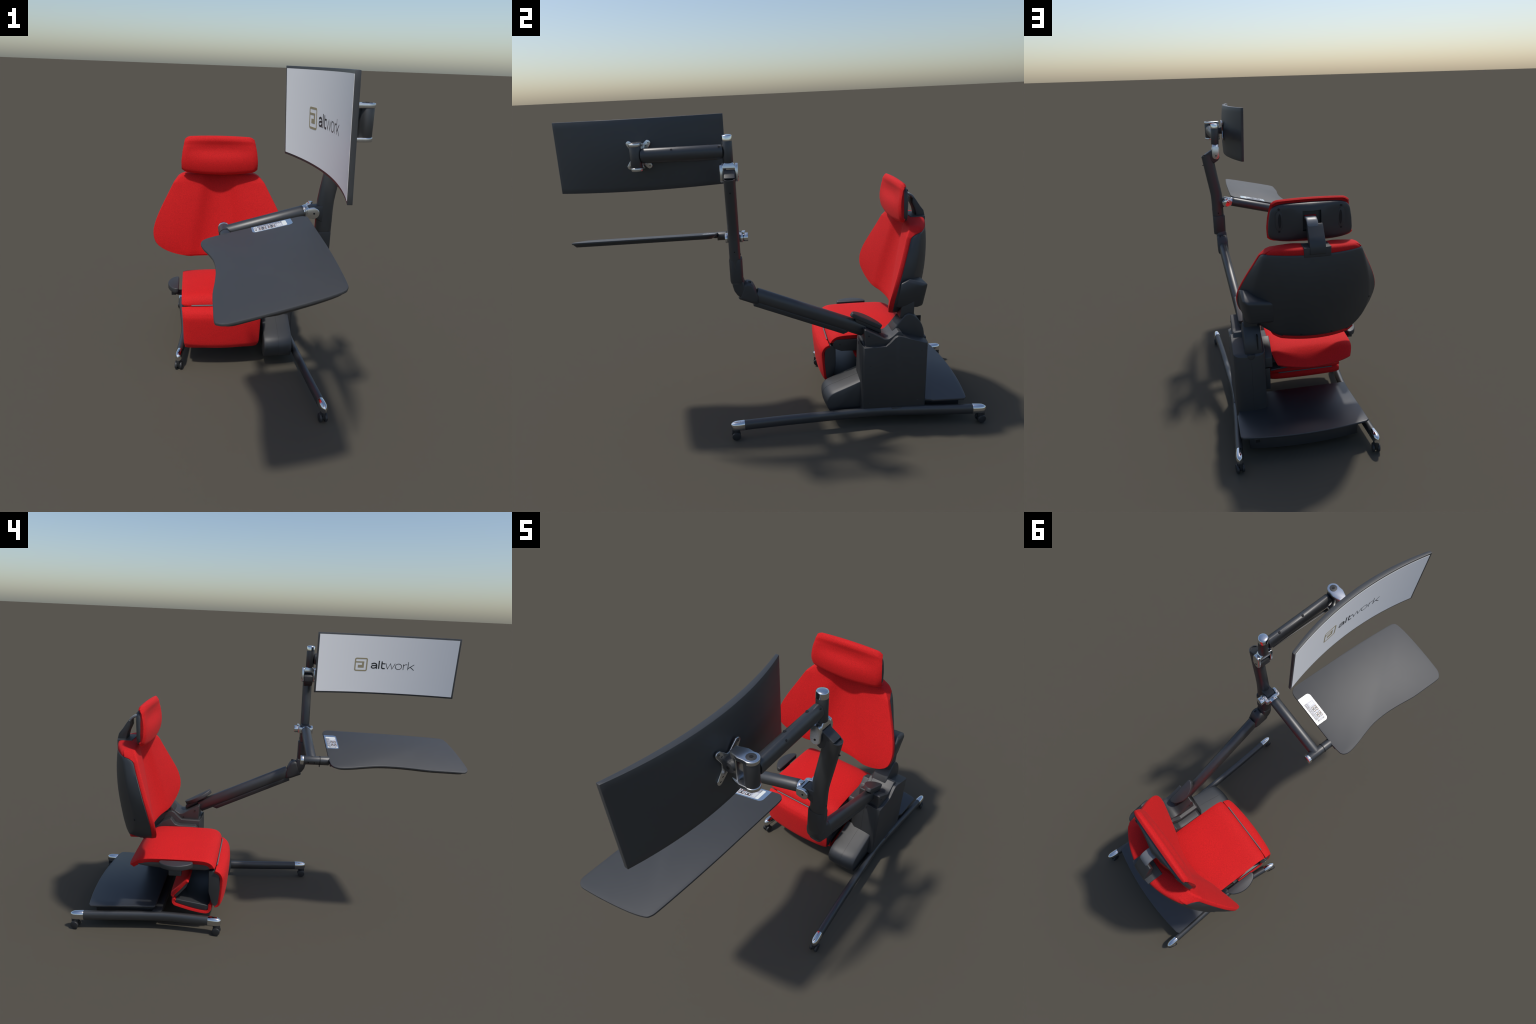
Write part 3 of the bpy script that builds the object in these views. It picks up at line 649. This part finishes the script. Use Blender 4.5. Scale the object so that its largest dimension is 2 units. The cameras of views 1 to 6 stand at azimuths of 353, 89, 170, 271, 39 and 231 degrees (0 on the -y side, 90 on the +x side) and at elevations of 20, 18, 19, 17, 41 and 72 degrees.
# logo: strokes laid on the curved glass.  Glyph units: the square icon is 1 x 1
GU = 0.0705
def glyph(gx, gy, out): 
    u = (0.431 + gx * GU + MY) / MH; v = (1.350 + gy * GU - MZ + 0.003 * u) / MV
    return screen_pt(u, v, out)
def stroke(pts, w, name, mat, closed=False, w_end=None):
    """Flat ribbon of constant width along a poly-line in glyph units, draped on the screen."""
    P = [Vector((a, b)) for a, b in pts]; n = len(P); L, R = [], []
    for i, p in enumerate(P):
        a = P[(i - 1) % n] if closed or i else P[0]; b = P[(i + 1) % n] if closed or i < n - 1 else P[-1]
        d1 = (p - a).normalized() if (p - a).length else (b - p).normalized()
        d2 = (b - p).normalized() if (b - p).length else d1
        t = (d1 + d2).normalized(); nn = Vector((-t.y, t.x)); k = 1 / max(0.5, nn.dot(Vector((-d1.y, d1.x))))
        L.append(p + nn * w / 2 * k); R.append(p - nn * w / 2 * k)
    m = n if closed else n - 1; v, f = [], []
    for out in (0.0004, 0.0013):
        v += [glyph(p.x, p.y, out) for p in L] + [glyph(p.x, p.y, out) for p in R]
    for i in range(m):
        j = (i + 1) % n
        f += [(2 * n + i, 2 * n + j, 3 * n + j, 3 * n + i), (i, j, 2 * n + j, 2 * n + i), (n + i, n + j, 3 * n + j, 3 * n + i)]
    if not closed: f += [(0, n, 3 * n, 2 * n), (n - 1, 2 * n - 1, 4 * n - 1, 3 * n - 1)]
    return finish(raw(v, f), name, mat, monitor, 0, 1, 50)
def bow(cx, cy, rx, ry, a0, a1, n=18): return [(cx + rx * math.cos(math.radians(a)), cy + ry * math.sin(math.radians(a))) for a in np.linspace(a0, a1, n)]
def rsq(a, b, c, d, r): return bow(c - r, d - r, r, r, 0, 90, 6) + bow(a + r, d - r, r, r, 90, 180, 6) + bow(a + r, b + r, r, r, 180, 270, 6) + bow(c - r, b + r, r, r, 270, 360, 6)
stroke(rsq(0.05, 0.05, 0.95, 0.95, 0.09), 0.10, "logo_icon", M_GOLD, True)
stroke([(0.08, 0.685), (0.74, 0.685)], 0.10, "logo_icon", M_GOLD)
stroke([(0.655, 0.68), (0.655, 0.30)], 0.155, "logo_icon", M_GOLD)
stroke([(0.27, 0.365), (0.733, 0.365)], 0.21, "logo_icon", M_GOLD)
wb, wl, bl, xh = 0.092, 0.046, 0.215, 0.655
mid = (bl + xh) / 2
stroke([(1.315, 0.545), (1.37, 0.59)] + bow(1.52, 0.46, 0.20, 0.165, 125, 20, 8) + [(1.722, 0.48), (1.722, bl)], wb, "letter", M_INK)
stroke([(1.70, 0.455), (1.52, 0.452)] + bow(1.47, 0.352, 0.150, 0.098, 80, 290, 16) + [(1.62, 0.285), (1.70, 0.36)], wb * 0.9, "letter", M_INK)
stroke([(1.895, bl), (1.895, 0.82)], wb, "letter", M_INK)
stroke([(2.115, 0.785), (2.115, 0.36)] + bow(2.225, 0.35, 0.110, 0.10, 180, 270, 8) + [(2.37, 0.255)], wb, "letter", M_INK)
stroke([(2.10, 0.613), (2.36, 0.613)], wb * 0.85, "letter", M_INK)
stroke([(2.405, xh), (2.575, bl + 0.02), (2.77, xh - 0.01), (2.915, bl + 0.02), (3.125, xh)], wl, "letter", M_INK)
stroke(bow(3.395, mid, 0.238, 0.208, 0, 360 - 360 / 36, 36), wl, "letter", M_INK, True)
stroke([(3.765, bl), (3.765, xh - 0.02)], wl, "letter", M_INK)
stroke([(3.772, 0.50)] + bow(3.965, 0.45, 0.19, 0.165, 150, 65, 8), wl, "letter", M_INK)
stroke([(4.118, bl), (4.118, 0.82)], wl, "letter", M_INK)
stroke([(4.13, 0.335), (4.56, xh - 0.02)], wl, "letter", M_INK)
stroke([(4.29, 0.44), (4.57, bl)], wl, "letter", M_INK)

# ------------------------------------------------------------------ tray and tray arm
def tz(x, y): return 0.953 + 0.235 * x + 0.012 * (y + 0.3)
outline = spline([(0.198, -0.2925, 0), (0.215, -0.2965, 0), (0.2285, -0.309, 0), (0.234, -0.328, 0), (0.2335, -0.40, 0), (0.232, -0.52, 0), (0.230, -0.66, 0), (0.2245, -0.80, 0), (0.2165, -0.925, 0), (0.210, -0.955, 0), (0.193, -0.9695, 0), (0.129, -0.983, 0), (0.021, -0.9935, 0), (-0.085, -0.9985, 0), (-0.118, -0.9965, 0), (-0.138, -0.984, 0), (-0.1465, -0.964, 0), (-0.146, -0.88, 0), (-0.1445, -0.80, 0), (-0.1345, -0.715, 0), (-0.1285, -0.63, 0), (-0.132, -0.545, 0), (-0.1465, -0.474, 0), (-0.1635, -0.410, 0), (-0.1725, -0.355, 0), (-0.168, -0.326, 0), (-0.155, -0.311, 0), (-0.136, -0.305, 0), (-0.096, -0.300, 0)], 3)
outline = [(p.x, p.y) for p in outline]
n = len(outline)
v = [(x, y, tz(x, y)) for x, y in outline] + [(x, y, tz(x, y) - 0.009) for x, y in outline]
f = [tuple(range(n)), tuple(range(n, 2 * n))] + [(i, (i + 1) % n, n + (i + 1) % n, n + i) for i in range(n)]
tray = finish(raw(v, f), "tray", M_TRAY, None, 0.002, 2, 40)
cx = sum(p[0] for p in outline) / n; cy = sum(p[1] for p in outline) / n
ins = [(cx + (x - cx) * 0.98, cy + (y - cy) * 0.99) for x, y in outline]
v = [(x, y, tz(x, y) - 0.008) for x, y in ins] + [(cx + (x - cx) * (0.97 if x > cx else 0.90), cy + (y - cy) * 0.96, tz(x, y) - (0.0235 if x > 0 else 0.019)) for x, y in ins]
finish(raw(v, f), "tray_underframe", M_SHELL, tray, 0.001, 2, 40)

# touch-panel label at the inner edge: p runs along the edge, q inward
LP0, LP1 = Vector((0.1715, -0.2945)), Vector((0.0195, -0.2985))
LQ = Vector((0.0, -0.0675))
def lab(p, q):
    a = LP0 + (LP1 - LP0) * p + LQ * q; return a
def decal(poly, z0, name, mat):
    P = [lab(*p) for p in poly]; n = len(P)
    v = [(a.x, a.y, tz(a.x, a.y) - 0.0005) for a in P] + [(a.x, a.y, tz(a.x, a.y) + z0) for a in P]
    f = [tuple(range(n, 2 * n))] + [(i, (i + 1) % n, n + (i + 1) % n, n + i) for i in range(n)]
    return finish(raw(v, f), name, mat, tray, 0, 1, 30)
def rrect(a, b, c, d, ra=0.0, rb=None):
    """p from a to c, q from b to d; far corners rounded by ra in p units."""
    rb = ra * 2.2 if rb is None else rb
    if not ra: return [(a, b), (c, b), (c, d), (a, d)]
    o = [(a, b), (c, b)]
    o += [(c - ra + ra * math.cos(t), d - rb + rb * math.sin(t)) for t in np.linspace(0, math.pi / 2, 7)]
    o += [(a + ra - ra * math.sin(t), d - rb + rb * math.cos(t)) for t in np.linspace(0, math.pi / 2, 7)]
    return o
def pill(a, b, c, d):
    ra, rb = 0.035, 0.08; o = []
    for px, qx, t0 in ((c - ra, d - rb, 0), (a + ra, d - rb, 90), (a + ra, b + rb, 180), (c - ra, b + rb, 270)):
        o += [(px + ra * math.cos(math.radians(t0 + k * 18)), qx + rb * math.sin(math.radians(t0 + k * 18))) for k in range(6)]
    return o
decal(rrect(0, 0.02, 1, 1, 0.11, 0.24), 0.0006, "label_foil", M_LABELMETAL)
decal(pill(0.14, 0.12, 0.945, 0.91), 0.0010, "label_panel", M_PAPER)
decal(rrect(0.245, 0.13, 0.86, 0.90), 0.0013, "label_panel", M_PALE)
decal(rrect(0.245, 0.13, 0.86, 0.37), 0.0016, "label_column", M_GREY)
for k in range(4):
    a = 0.33 + 0.14 * k
    decal(rrect(a, 0.24, a + 0.035, 0.31), 0.0019, "label_icon", M_PALE)
    decal(rrect(a - 0.05, 0.18, a - 0.025, 0.33), 0.0019, "label_icon", M_PALE)
for k in range(2):
    for q in (0.43, 0.67):
        a = 0.43 + 0.22 * k
        decal(rrect(a, q, a + 0.175, q + 0.18), 0.0016, "label_key", M_KEY)
        for da, dq in ((0.02, 0.03), (0.115, 0.05)):
            decal(rrect(a + da, q + dq, a + da + 0.035, q + dq + 0.08), 0.0019, "label_icon", M_PAPER)
        decal(rrect(a + 0.03, q + 0.12, a + 0.055, q + 0.155), 0.0019, "label_dot", M_DOT)
        decal(rrect(a + 0.135, q + 0.12, a + 0.16, q + 0.155), 0.0019, "label_dot", M_DOT)
for k in range(3):
    decal(rrect(0.28 + 0.035 * k, 0.46, 0.30 + 0.035 * k, 0.82), 0.0016, "label_text", M_PAPER)
decal(pill(0.875, 0.22, 0.930, 0.82), 0.0013, "label_pill", M_GREY)
decal(rrect(0.89, 0.32, 0.917, 0.70), 0.0016, "label_text", M_PALE)

ta, tb = Vector((0.2415, -0.2025, 0.996)), Vector((-0.074, -0.2155, 0.9135))
tarm = cyl("tray_arm", ta, tb, 0.0265, M_TUBE, None, 0.002)
loft("tray_cross_tube", [ring(p, (0, -1, 0), 0.045, 0.045) for p in ((-0.077, -0.172, 0.9150), (-0.0758, -0.304, 0.9150))], M_TUBE, tarm, 0.001)
cyl("tube_cap", (-0.0772, -0.1575, 0.9150), (-0.077, -0.173, 0.9150), 0.0235, M_CHROME, tarm, 0.001)
cyl("tube_ring", (-0.0762, -0.255, 0.9150), (-0.0762, -0.2585, 0.9150), 0.0245, M_BLACK, tarm, 0.0008)
box("lock_tab", (-0.082, -0.2585, 0.882), (-0.070, -0.2545, 0.90), M_PLASTIC, tarm, 0.001)
for y in (-0.197, -0.228): hole_disc((-0.0985, y, 0.909), (-1, 0, -0.25), 0.0042, tarm)
hull("tray_holder", [(x, y, tz(x, y) - d) for x in (-0.115, -0.035) for y, d in ((-0.305, 0.0085), (-0.305, 0.030), (-0.43, 0.0085), (-0.40, 0.018))], M_PLASTIC, tarm, 0.003)
collar_d = (ta - tb).normalized()
cyl("tray_arm_collar", ta - collar_d * 0.002, ta + collar_d * 0.016, 0.0268, M_CHROME, tarm, 0.003, r2=0.024)
for y0, y1 in ((-0.2420, -0.2270), (-0.1760, -0.1600)):
    o = [(0.277 + 0.0225 * math.cos(a), 0.998 + 0.0225 * math.sin(a)) for a in np.linspace(-math.pi * 0.62, math.pi * 0.55, 17)] + [(0.262, 1.0185), (0.247, 1.014), (0.247, 0.982), (0.262, 0.977)]
    prism("tray_clevis", o, y0, y1, M_ALU, tarm, 0.003, axis="y")
box("clevis_bridge", (0.243, -0.238, 0.982), (0.262, -0.163, 1.014), M_ALU, tarm, 0.003)
cyl("clamp_knob", (0.277, -0.1605, 0.999), (0.277, -0.1370, 0.999), 0.0205, M_CHROME, tarm, 0.002)
box("clamp_tab", (0.268, -0.166, 1.015), (0.286, -0.1515, 1.028), M_CHROME, tarm, 0.003)
hole_disc((0.277, -0.2420, 0.998), (0, -1, 0), 0.004, tarm)
hull("pivot_tongue", [(x, y, z) for y in (-0.2255, -0.1775) for x, z in ((0.262, 0.985), (0.262, 1.010), (0.272, 1.021), (0.290, 1.020), (0.318, 1.026), (0.318, 0.955), (0.285, 0.976))], M_PLASTIC, upper, 0.004)
